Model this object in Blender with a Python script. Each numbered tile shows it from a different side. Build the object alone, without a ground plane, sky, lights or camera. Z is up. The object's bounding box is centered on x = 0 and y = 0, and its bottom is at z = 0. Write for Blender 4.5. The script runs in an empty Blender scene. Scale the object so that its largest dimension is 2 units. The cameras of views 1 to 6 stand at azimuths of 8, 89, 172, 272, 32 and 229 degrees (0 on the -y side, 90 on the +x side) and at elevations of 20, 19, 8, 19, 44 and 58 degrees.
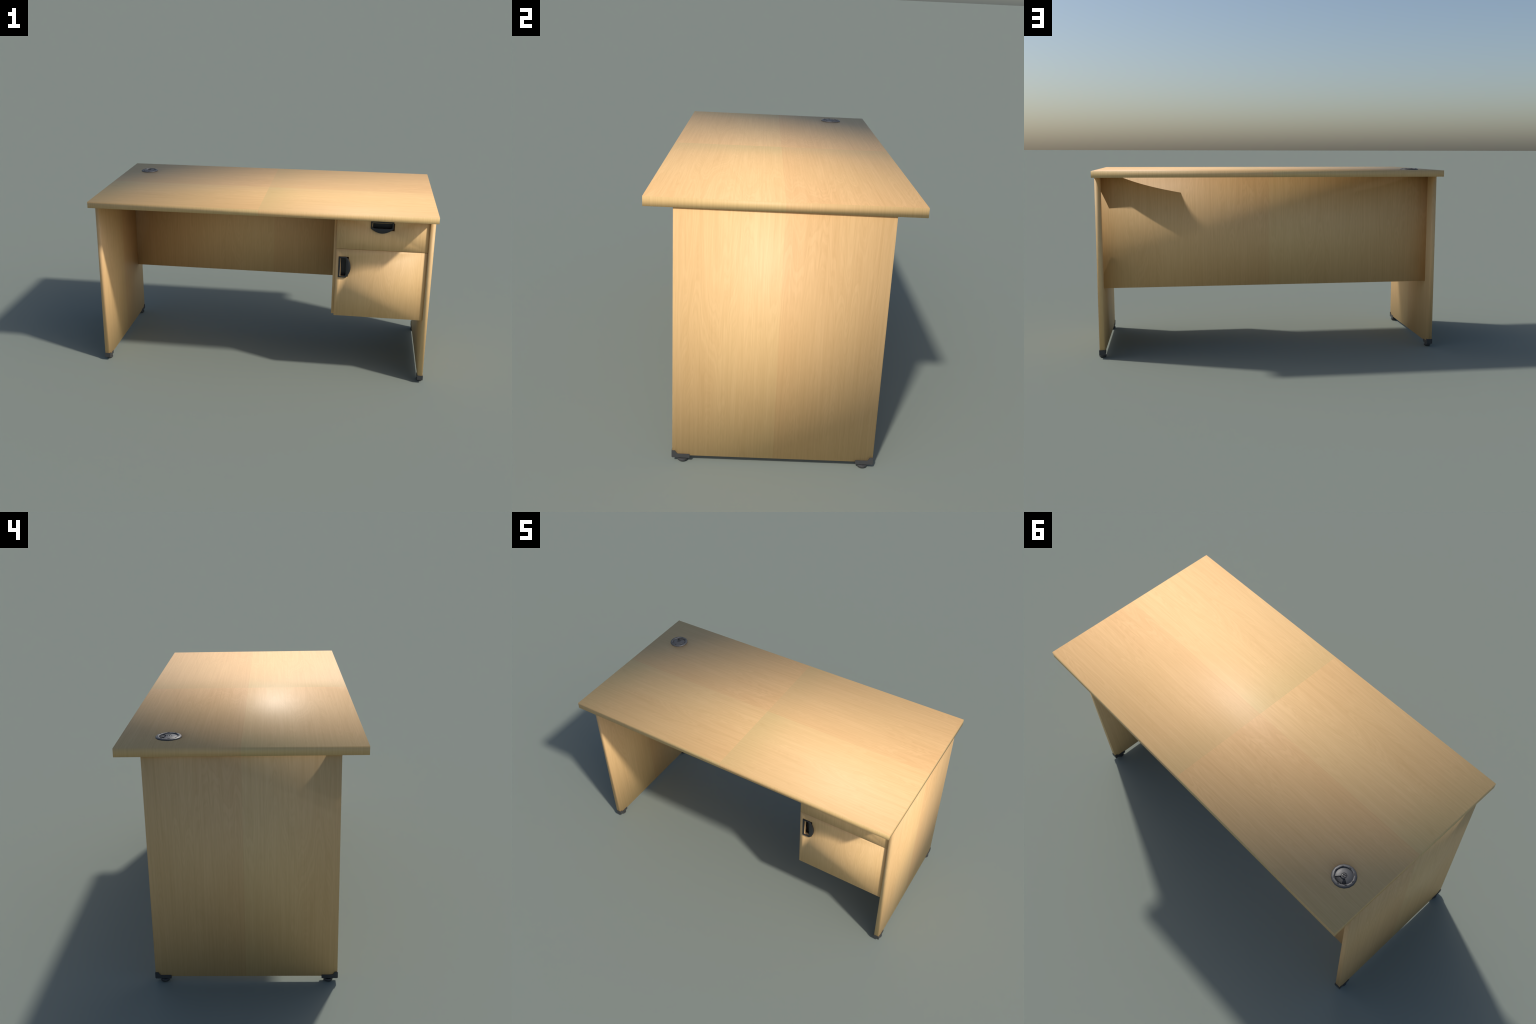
"""Office desk: laminate top on two slab ends, modesty panel, hanging pedestal
with one drawer and one door, cable grommet, black plastic feet and pulls."""
import math
import bpy
from mathutils import Vector

# ------------------------------------------------------------------ sizes (m)
TOP_X, TOP_Y, TOP_Z0, TOP_Z1 = 1.000, 0.5026, 1.0405, 1.0766
END_OUT, END_IN, END_Y, END_Z0 = 0.9940, 0.9655, 0.3960, 0.0270
MOD_Y0, MOD_Y1, MOD_Z0 = 0.297, 0.3215, 0.3965
PED_X0, PED_X1, PED_T = 0.427, END_IN, 0.028
PED_Z0, FRONT_Z = 0.4090, 0.830
FRONT_X0 = 0.443
FRONT_Y0, FRONT_Y1 = -0.388, -0.362
SIDE_Y0, SIDE_Z0 = -0.3555, 0.4055
GAP = 0.0028
DRAWER_SPLIT, DOOR_SPLIT = (0, 1), (1, 2)

SCENE = bpy.context.scene.collection


# ------------------------------------------------------------------ materials
class Nodes:
    def __init__(self, name):
        self.mat = bpy.data.materials.new(name)
        self.mat.use_nodes = True
        self.t = self.mat.node_tree
        self.bsdf = self.t.nodes["Principled BSDF"]

    def new(self, kind, **props):
        n = self.t.nodes.new(kind)
        for k, v in props.items():
            setattr(n, k, v)
        return n

    def put(self, socket, value):
        if isinstance(value, bpy.types.NodeSocket):
            self.t.links.new(value, socket)
        else:
            socket.default_value = value

    def math(self, op, *args):
        n = self.new("ShaderNodeMath", operation=op)
        for s, a in zip(n.inputs, args):
            self.put(s, a)
        return n.outputs[0]

    def xyz(self, x, y, z):
        n = self.new("ShaderNodeCombineXYZ")
        for s, a in zip(n.inputs, (x, y, z)):
            self.put(s, a)
        return n.outputs[0]

    def noise(self, vec, scale, detail=2.0, rough=0.5):
        n = self.new("ShaderNodeTexNoise")
        self.put(n.inputs["Vector"], vec)
        self.put(n.inputs["Scale"], scale)
        self.put(n.inputs["Detail"], detail)
        self.put(n.inputs["Roughness"], rough)
        return n.outputs["Fac"]

    def mix(self, fac, a, b, blend="MIX"):
        n = self.new("ShaderNodeMix", data_type="RGBA", blend_type=blend)
        self.put(n.inputs[0], fac)
        self.put(n.inputs[6], a)
        self.put(n.inputs[7], b)
        return n.outputs[2]

    def choose(self, fac, a, b):
        """a + fac * (b - a) on single values"""
        return self.math("MULTIPLY_ADD", self.math("SUBTRACT", b, a), fac, a)


def wood(name, along):
    """Light oak-beech laminate.  Printed in sheets of 1 m: the print starts
    again at 0, so a faint change of tone shows on the middle lines."""
    N = Nodes(name)
    co = N.new("ShaderNodeTexCoord").outputs["Object"]
    sep = N.new("ShaderNodeSeparateXYZ")
    N.put(sep.inputs[0], co)
    px, py, pz = sep.outputs
    geo = N.new("ShaderNodeNewGeometry").outputs["True Normal"]
    sn = N.new("ShaderNodeSeparateXYZ")
    N.put(sn.inputs[0], geo)
    ny = N.math("GREATER_THAN", N.math("ABSOLUTE", sn.outputs[1]), 0.7)
    if along == "X":            # grain runs left to right, end lipping across it
        a = N.choose(ny, px, pz)
        c = N.choose(ny, py, px)
    else:                       # grain runs upright
        a = N.math("MULTIPLY_ADD", pz, 0.95, -0.01)
        c = N.choose(ny, py, px)
    fa = N.math("FRACT", a)
    fc = N.math("FRACT", c)

    # growth figure: contour lines of a stretched field -> long cathedral flames
    field = N.noise(N.xyz(N.math("MULTIPLY", fa, 0.45), N.math("MULTIPLY", fc, 7.5), 2.3), 1.0, 2.5, 0.58)
    wob = N.noise(N.xyz(N.math("MULTIPLY", fa, 9.0), N.math("MULTIPLY", fc, 45.0), 3.7), 1.0, 1.0, 0.5)
    t = N.math("MULTIPLY_ADD", field, 75.0, N.math("MULTIPLY", fa, 17.0))
    t = N.math("MULTIPLY_ADD", wob, 1.3, t)
    rings = N.noise(N.xyz(t, 0.0, N.math("MULTIPLY", fa, 0.6)), 1.0, 2.0, 0.6)
    streak = N.noise(N.xyz(N.math("MULTIPLY", fa, 1.6), N.math("MULTIPLY", fc, 120.0), 5.0), 1.0, 3.0, 0.65)
    pores = N.noise(N.xyz(N.math("MULTIPLY", fa, 22.0), N.math("MULTIPLY", fc, 520.0), 1.0), 1.0, 1.0, 0.5)
    band = N.noise(N.xyz(N.math("MULTIPLY", fa, 0.7), N.math("MULTIPLY", fc, 7.0), 8.0), 1.0, 1.0, 0.5)

    tone = N.math("MULTIPLY_ADD", rings, 0.36, N.math("MULTIPLY_ADD", streak, 0.46, N.math("MULTIPLY", pores, 0.18)))
    ramp = N.new("ShaderNodeMapRange")
    N.put(ramp.inputs["Value"], tone)
    N.put(ramp.inputs["From Min"], 0.36)
    N.put(ramp.inputs["From Max"], 0.60)
    grain = N.mix(ramp.outputs[0], GRAIN_DARK, GRAIN_LIGHT)
    # pink <-> yellow drift across one printed sheet
    drift = N.math("MULTIPLY_ADD", fc, 0.85, 0.08)
    drift = N.math("MULTIPLY_ADD", N.math("SUBTRACT", band, 0.5), 0.55, drift)
    tint = N.mix(drift, TINT_PINK, TINT_YELLOW)
    col = N.mix(1.0, grain, tint, "MULTIPLY")
    # the print is a touch greener where each sheet begins, pinker where it ends
    start = N.new("ShaderNodeMapRange", interpolation_type="SMOOTHSTEP")
    N.put(start.inputs["Value"], fa)
    N.put(start.inputs["From Max"], 0.26)
    N.put(start.inputs["To Min"], 1.0)
    N.put(start.inputs["To Max"], 0.0)
    edge = N.math("MULTIPLY", start.outputs[0], N.math("MULTIPLY_ADD", N.math("ABSOLUTE", N.math("SUBTRACT", fc, 0.10)), 0.8, 0.40) if along == "X" else 0.5)
    col = N.mix(edge, col, N.mix(1.0, col, TINT_START, "MULTIPLY"))
    if along == "X":
        end = N.math("MAXIMUM", N.math("MULTIPLY_ADD", fa, 2.5, -1.5), 0.0)
        col = N.mix(end, col, N.mix(1.0, col, TINT_END, "MULTIPLY"))
    N.put(N.bsdf.inputs["Base Color"], col)
    N.put(N.bsdf.inputs["Roughness"], WOOD_ROUGH)
    N.put(N.bsdf.inputs["Specular IOR Level"], WOOD_SPEC)
    return N.mat


GRAIN_LIGHT = (0.803, 0.516, 0.236, 1)
GRAIN_DARK = (0.714, 0.440, 0.188, 1)
TINT_PINK = (0.990, 0.958, 0.950, 1)
TINT_YELLOW = (1.015, 1.040, 1.04, 1)
TINT_START = (0.905, 0.962, 0.940, 1)
TINT_END = (1.015, 0.985, 0.975, 1)
WOOD_ROUGH, WOOD_SPEC = 0.56, 0.5


def plastic(name, dark, light, rough):
    N = Nodes(name)
    co = N.new("ShaderNodeTexCoord").outputs["Object"]
    n = N.noise(co, 160.0, 2.0, 0.6)
    N.put(N.bsdf.inputs["Base Color"], N.mix(n, dark, light))
    N.put(N.bsdf.inputs["Roughness"], rough)
    bump = N.new("ShaderNodeBump")
    N.put(bump.inputs["Strength"], 0.05)
    N.put(bump.inputs["Distance"], 0.001)
    N.put(bump.inputs["Height"], N.noise(co, 900.0, 1.0))
    N.put(N.bsdf.inputs["Normal"], bump.outputs[0])
    return N.mat


WOOD_X = wood("laminate_grain_lengthways", "X")
WOOD_Z = wood("laminate_grain_upright", "Z")
BLACK = plastic("black_plastic", (0.019, 0.0195, 0.020, 1), (0.028, 0.0285, 0.029, 1), 0.45)
GREY = plastic("charcoal_plastic", (0.040, 0.041, 0.044, 1), (0.054, 0.055, 0.058, 1), 0.48)
NEAR_BLACK = plastic("near_black", (0.004, 0.004, 0.005, 1), (0.008, 0.008, 0.009, 1), 0.8)
FOOT = plastic("foot_plastic", (0.040, 0.040, 0.041, 1), (0.054, 0.054, 0.055, 1), 0.45)


# -------------------------------------------------------------------- helpers
def add(name, verts, faces, mat, parent, smooth=True, place=None):
    me = bpy.data.meshes.new(name)
    me.from_pydata([tuple(v) for v in verts], [], faces)
    me.materials.append(mat)
    for p in me.polygons:
        p.use_smooth = smooth
    me.update()
    ob = bpy.data.objects.new(name, me)
    SCENE.objects.link(ob)
    ob.parent = parent
    if place is not None:
        ob.location = place
    return ob


def box(name, lo, hi, mat, parent, flip=()):
    """One slab cut from board.  Its eight corners are shared by three faces
    and shaded smooth, so light rolls softly over the whole board.
    flip: faces whose splitting diagonal runs the other way."""
    (x0, y0, z0), (x1, y1, z1) = lo, hi
    v = [(x, y, z) for z in (z0, z1) for y in (y0, y1) for x in (x0, x1)]
    quads = {"bottom": (0, 2, 3, 1), "top": (4, 5, 7, 6), "front": (0, 1, 5, 4),
             "back": (3, 2, 6, 7), "left": (2, 0, 4, 6), "right": (1, 3, 7, 5)}
    faces = []
    for k, (a, b, c, d) in quads.items():
        faces += [(a, b, d), (b, c, d)] if k in flip else [(a, b, c), (a, c, d)]
    return add(name, v, faces, mat, parent)


def slab_with_hole(name, lo, hi, hole, mat, parent, flip=()):
    """Front board with a rectangular cut-out right through it."""
    (x0, y0, z0), (x1, y1, z1) = lo, hi
    hx0, hz0, hx1, hz1 = hole
    ring = lambda a, b, c, d: [(a, b), (c, b), (c, d), (a, d)]
    v = [(x, y, z) for y in (y0, y1) for (x, z) in ring(x0, z0, x1, z1) + ring(hx0, hz0, hx1, hz1)]
    faces = []
    for i in range(4):
        j = (i + 1) % 4
        a, b, c, d = i, j, 4 + j, 4 + i                         # front face, below/right/above/left of the hole
        faces += [(a, b, d), (b, c, d)] if i in flip else [(a, b, c), (a, c, d)]
        faces.append((8 + j, 8 + i, 12 + i, 12 + j))            # back face
        faces.append((j, i, 8 + i, 8 + j))                      # outer edge
        faces.append((4 + i, 4 + j, 12 + j, 12 + i))            # cut edge
    return add(name, v, faces, mat, parent)


def loft(rings, close_start=True, close_end=True):
    n = len(rings[0])
    v = [p for r in rings for p in r]
    f = []
    for k in range(len(rings) - 1):
        for i in range(n):
            j = (i + 1) % n
            f.append((k * n + i, k * n + j, (k + 1) * n + j, (k + 1) * n + i))
    if close_start:
        f.append(tuple(reversed(range(n))))
    if close_end:
        f.append(tuple(range((len(rings) - 1) * n, len(rings) * n)))
    return v, f


def empty(name, parent=None, at=(0, 0, 0)):
    ob = bpy.data.objects.new(name, None)
    SCENE.objects.link(ob)
    ob.parent = parent
    ob.location = at
    return ob


def sharpen(ob, degrees):
    ob.data.set_sharp_from_angle(angle=math.radians(degrees))


# ----------------------------------------------------------------------- desk
desk = empty("office_desk")
desk["label"] = "light wood laminate office desk with drawer pedestal"
desk["category"] = "desk"

desktop = box("desktop", (-TOP_X, -TOP_Y, TOP_Z0), (TOP_X, TOP_Y, TOP_Z1), WOOD_X, desk)

ends = [
    box("side_panel", (END_IN, -END_Y, END_Z0), (END_OUT, END_Y, TOP_Z0 - 0.0005), WOOD_Z, desk),
    box("side_panel", (-END_OUT, -END_Y, END_Z0), (-END_IN, END_Y, TOP_Z0 - 0.0005), WOOD_Z, desk),
]
box("modesty_panel", (-END_IN, MOD_Y0, MOD_Z0), (END_IN, MOD_Y1, TOP_Z0 - 0.0005), WOOD_Z, desk)


# ----------------------------------------------------------------------- feet
def build_feet():
    mid = 0.5 * (END_OUT + END_IN)
    half = 0.5 * (END_OUT - END_IN) + 0.0030
    y_in, y_out = 0.3275, END_Y + 0.0022
    z0, z_low, z_high = 0.0170, 0.0335, 0.0475
    # side profile of the L-shaped shoe (y, z)
    prof = [(y_in, z0), (y_out - 0.003, z0), (y_out, z0 + 0.003), (y_out, z_high),
            (y_out - 0.013, z_high), (y_out - 0.021, z_low + 0.002), (y_out - 0.025, z_low),
            (y_in + 0.002, z_low), (y_in, z_low - 0.002)]
    rings = []
    for x in (-half, half):
        rings.append([(x, y, z) for y, z in prof])
    v, f = loft(rings)
    base = add("foot_shoe", v, f, FOOT, ends[0])
    sharpen(base, 40)
    # screw-in glide: collar and round pad
    seg = 20
    glide_prof = [(0.0105, z0 + 0.001), (0.0105, 0.0135), (0.0195, 0.0125), (0.0205, 0.0105),
                  (0.0205, 0.0035), (0.0185, 0.0008), (0.0165, 0.0)]
    rings = [[(r * math.cos(t * math.tau / seg), r * math.sin(t * math.tau / seg), z) for t in range(seg)]
             for r, z in reversed(glide_prof)]
    v, f = loft(rings)
    pad = add("foot_glide", v, f, FOOT, ends[0])
    sharpen(pad, 50)
    first = True
    for panel, sx in zip(ends, (1, -1)):
        for turn in (0.0, math.pi):
            if first:
                s, g = base, pad
                first = False
            else:
                s, g = base.copy(), pad.copy()
                SCENE.objects.link(s)
                SCENE.objects.link(g)
            s.parent = g.parent = panel
            s.location = (sx * mid, 0, 0)
            s.rotation_euler = (0, 0, turn)
            g.location = (sx * mid, 0.3565 * (1 if turn == 0 else -1), 0)


build_feet()

# -------------------------------------------------------------------- pedestal
TOPZ = TOP_Z0 - 0.0005
box("pedestal_side", (PED_X0, SIDE_Y0, SIDE_Z0), (PED_X0 + PED_T, MOD_Y0 - 0.0005, TOPZ), WOOD_Z, desk)
box("pedestal_base", (PED_X0 + PED_T + 0.0005, SIDE_Y0 + 0.001, SIDE_Z0 + 0.001), (END_IN - 0.0005, MOD_Y0 - 0.001, SIDE_Z0 + 0.026), WOOD_X, desk)

# handle outline in its own frame: u along the pull, w towards the lip
PULL_LEN, PULL_W, LIP = 0.130, 0.046, 0.026
DRAWER_PULL = (0.698, 1.009)       # x centre, z of straight edge
DOOR_PULL = (0.459, 0.7185)        # x of straight edge, z centre
HOLE_LEN, HOLE_W = 0.124, 0.0455
HOLE_SHIFT, HOLE_BACK = 0.0085, 0.0130

dx, dz = DRAWER_PULL
hole = (dx + HOLE_SHIFT - HOLE_LEN / 2, dz - HOLE_BACK - HOLE_W, dx + HOLE_SHIFT + HOLE_LEN / 2, dz - HOLE_BACK)
drawer = slab_with_hole("drawer_front", (FRONT_X0, FRONT_Y0, FRONT_Z + GAP / 2), (END_IN - 0.0008, FRONT_Y1, TOPZ - 0.001), hole, WOOD_Z, desk, DRAWER_SPLIT)
ux, uz = DOOR_PULL
hole = (ux + HOLE_BACK, uz + 0.0025 - HOLE_LEN / 2, ux + HOLE_BACK + HOLE_W, uz + 0.0025 + HOLE_LEN / 2)
door = slab_with_hole("cabinet_door", (FRONT_X0, FRONT_Y0, PED_Z0), (END_IN - 0.0008, FRONT_Y1, FRONT_Z - GAP / 2), hole, WOOD_Z, desk, DOOR_SPLIT)


def build_pull():
    """Recessed pull: frame standing proud of the board, pocket behind it and a
    bowed finger lip on one long side.  Frame: u, depth (minus = out), w."""
    L, W = PULL_LEN / 2, PULL_W
    n_arc = 12

    def outline(inset, lip):
        l, top = L - inset, -inset
        pts = [(-l, top), (l, top), (l, -W + inset * 0.3)]
        pts.reverse()
        corner = -W + inset * 0.3
        arc = []
        for k in range(1, n_arc):
            t = k / n_arc
            arc.append((-l + 2 * l * t, corner - lip * math.sin(math.pi * t) ** 0.85))
        return [(-l, corner)] + arc + pts

    def opening(inset):
        """same count of points as the outline, on a rounded rectangle"""
        l, t, b = L - inset, -inset - 0.0022, -W + inset * 0.25
        pts = []
        for k in range(n_arc + 1):
            s = k / n_arc
            pts.append((-l + 2 * l * s, b + (0.006 if k in (0, n_arc) else 0.0012 if k in (1, n_arc - 1) else 0.0)))
        pts += [(l, t), (-l, t)]
        return pts

    def at(pts, y, bow=0.0):
        """ring at depth y; the lip side bows out by a further amount"""
        out = []
        for k, (u, w) in enumerate(pts):
            swell = math.sin(math.pi * k / n_arc) if k <= n_arc else 0.0
            out.append((u, y - bow * swell, w))
        return out

    rings = [
        at(outline(0.000, LIP), 0.0005),
        at(outline(0.000, LIP), -0.0020, 0.003),
        at(outline(0.0012, LIP), -0.0048, 0.006),
        at(outline(0.0035, LIP * 0.80), -0.0064, 0.007),
        at(outline(0.0060, LIP * 0.35), -0.0066, 0.004),
        at(opening(0.0075), -0.0058, 0.002),
        at(opening(0.0088), -0.0030),
        at(opening(0.0092), 0.0003),
    ]
    n = len(rings[0])
    v, f = loft(rings, close_start=False, close_end=False)
    return v, f


def build_pocket():
    """thin-walled black cup set into the cut-out"""
    t = 0.0018
    u0, u1 = -HOLE_LEN / 2 + 0.0005, PULL_LEN / 2 - HOLE_SHIFT - 0.0015
    w0, w1 = -(PULL_W - HOLE_BACK) - 0.004, -0.0005
    deep, lip_side, board = 0.0285, 0.0010, FRONT_Y1 - FRONT_Y0 - 0.0005
    rect = lambda s, ya, yb: [(u0 + s, ya, w0 + s), (u1 - s, ya, w0 + s), (u1 - s, yb, w1 - s), (u0 + s, yb, w1 - s)]
    # walls start at the frame on the lip side and behind the board on the other
    v, f = loft([rect(0.0, lip_side, board), rect(0.0, deep, deep)], close_start=False, close_end=True)
    v2, f2 = loft([rect(t, deep - t, deep - t), rect(t, lip_side, board)], close_start=True, close_end=False)
    off = len(v)
    v += v2
    f += [tuple(i + off for i in q) for q in f2]
    for i in range(4):
        j = (i + 1) % 4
        f.append((i, off + 4 + i, off + 4 + j, j))
    return v, f


def orient(ob):
    """make faces look outwards and consistently"""
    import bmesh
    bm = bmesh.new()
    bm.from_mesh(ob.data)
    bmesh.ops.recalc_face_normals(bm, faces=bm.faces)
    bm.to_mesh(ob.data)
    bm.free()


v, f = build_pull()
pull = add("pull_handle", v, f, BLACK, drawer, place=(dx, FRONT_Y0, dz))
sharpen(pull, 45)
v, f = build_pocket()
cup = add("handle_pocket", v, f, BLACK, drawer, place=(dx + HOLE_SHIFT, FRONT_Y0 + 0.001, dz - HOLE_BACK))
orient(cup)
sharpen(cup, 30)
for ob, place in ((pull, (ux, FRONT_Y0, uz)), (cup, (ux + HOLE_BACK, FRONT_Y0 + 0.001, uz + 0.0025))):
    c = ob.copy()
    SCENE.objects.link(c)
    c.parent = door
    c.location = place
    c.rotation_euler = (0, -math.pi / 2, 0)      # lip turns to the hinge side

# --------------------------------------------------------------------- grommet
GX, GY, GR, G_SEG = -0.853, 0.301, 0.0545, 16


def circle(r, z, seg=G_SEG, a0=0.0, a1=math.tau, close=True):
    k = seg if close else seg + 1
    return [(r * math.cos(a0 + (a1 - a0) * i / seg), r * math.sin(a0 + (a1 - a0) * i / seg), z) for i in range(k)]


rim = [(GR - 0.004, -0.0006), (GR, 0.0005), (GR, 0.0022), (GR - 0.0025, 0.0048), (GR - 0.008, 0.0068),
       (GR - 0.0125, 0.0070), (GR - 0.0150, 0.0055), (GR - 0.0155, -0.0006)]
v, f = loft([circle(r, z) for r, z in rim], False, False)
grommet = add("cable_grommet", v, f, GREY, desk, place=(GX, GY, TOP_Z1))
orient(grommet)

# lid: three quarters of a shallow dome, open towards the back edge of the desk
lid_r = GR - 0.0158
seg = 18
a0, a1 = math.radians(150), math.radians(360 + 47)
prof = [(lid_r, 0.0022), (lid_r * 0.86, 0.0044), (lid_r * 0.62, 0.0068), (lid_r * 0.34, 0.0074)]
top = [circle(r, z, seg, a0, a1, False) for r, z in prof]
n = seg + 1
v = [p for r in top for p in r]
f = []
for k in range(len(top) - 1):
    for i in range(seg):
        f.append((k * n + i, k * n + i + 1, (k + 1) * n + i + 1, (k + 1) * n + i))
base_i = len(v)
v += [(x, y, -0.0005) for r in top for x, y, z in r]
for k in range(len(top) - 1):                       # the two cut walls
    for i in (0, seg):
        f.append((k * n + i, (k + 1) * n + i, base_i + (k + 1) * n + i, base_i + k * n + i))
for i in range(seg):                                # inner and outer wall
    k = len(top) - 1
    f.append((k * n + i, k * n + i + 1, base_i + k * n + i + 1, base_i + k * n + i))
    f.append((i, i + 1, base_i + i + 1, base_i + i))
lid = add("grommet_lid", v, f, GREY, grommet)
orient(lid)
sharpen(lid, 60)

# floor of the cable hole, hub with two tabs, and the brush
v, f = loft([circle(GR - 0.012, -0.0004), circle(GR - 0.012, 0.0009)], False, True)
floor_part = add("grommet_floor", v, f, BLACK, grommet)
v, f = loft([circle(0.0132, 0.0008, 10), circle(0.0132, 0.0048, 10), circle(0.0100, 0.0068, 10), circle(0.004, 0.0058, 10)], False, True)
hub = add("grommet_hub", v, f, GREY, grommet)
sharpen(hub, 50)

def bar(d, s, r0, r1, w, z0, za, zb, bv, bf):
    """small upright bar along direction d, half width w"""
    o = len(bv)
    for r, zt in ((r0, za), (r1, zb)):
        for sgn, z in ((-1, z0), (1, z0), (1, zt), (-1, zt)):
            p = d * r + s * (w * sgn)
            bv.append((p.x, p.y, z))
    bf += [(o, o + 1, o + 2, o + 3), (o + 7, o + 6, o + 5, o + 4)]
    for a in range(4):
        b = (a + 1) % 4
        bf.append((o + a, o + 4 + a, o + 4 + b, o + b))


def spoke(deg):
    ang = math.radians(deg)
    return Vector((math.cos(ang), math.sin(ang), 0)), Vector((-math.sin(ang), math.cos(ang), 0))


bv, bf = [], []
for i in range(9):
    d, q = spoke(56 + 60 * i / 8)
    bar(d, q, 0.0175, 0.0355 - 0.002 * (i % 2), 0.0008, 0.0005, 0.0034, 0.0042 - 0.0005 * (i % 3), bv, bf)
brush = add("grommet_brush", bv, bf, GREY, grommet, smooth=False)
orient(brush)
brush["kind"] = "stuff"

# raised near-black bars round the rim, standing in for slits; nothing is cut
bv, bf = [], []
for i in range(8):
    d, q = spoke(45 * i + 8)
    bar(d, q, GR - 0.0128, GR - 0.0100, 0.0045, 0.0040, 0.0079, 0.0078, bv, bf)
rim_bars = add("grommet_rim_bar", bv, bf, NEAR_BLACK, grommet, smooth=False)
orient(rim_bars)
rim_bars["kind"] = "stuff"
bv, bf = [], []  # two raised near-black bars added for the dark marks on the hub
for off in (-0.0045, 0.0045):
    d, q = spoke(15)
    o = len(bv)
    bar(d, q, -0.0085, 0.0085, 0.0011, 0.0040, 0.0078, 0.0078, bv, bf)
    for k in range(o, len(bv)):
        x, y, z = bv[k]
        bv[k] = (x + q.x * off, y + q.y * off, z)
hub_bars = add("grommet_hub_bar", bv, bf, NEAR_BLACK, grommet, smooth=False)
orient(hub_bars)
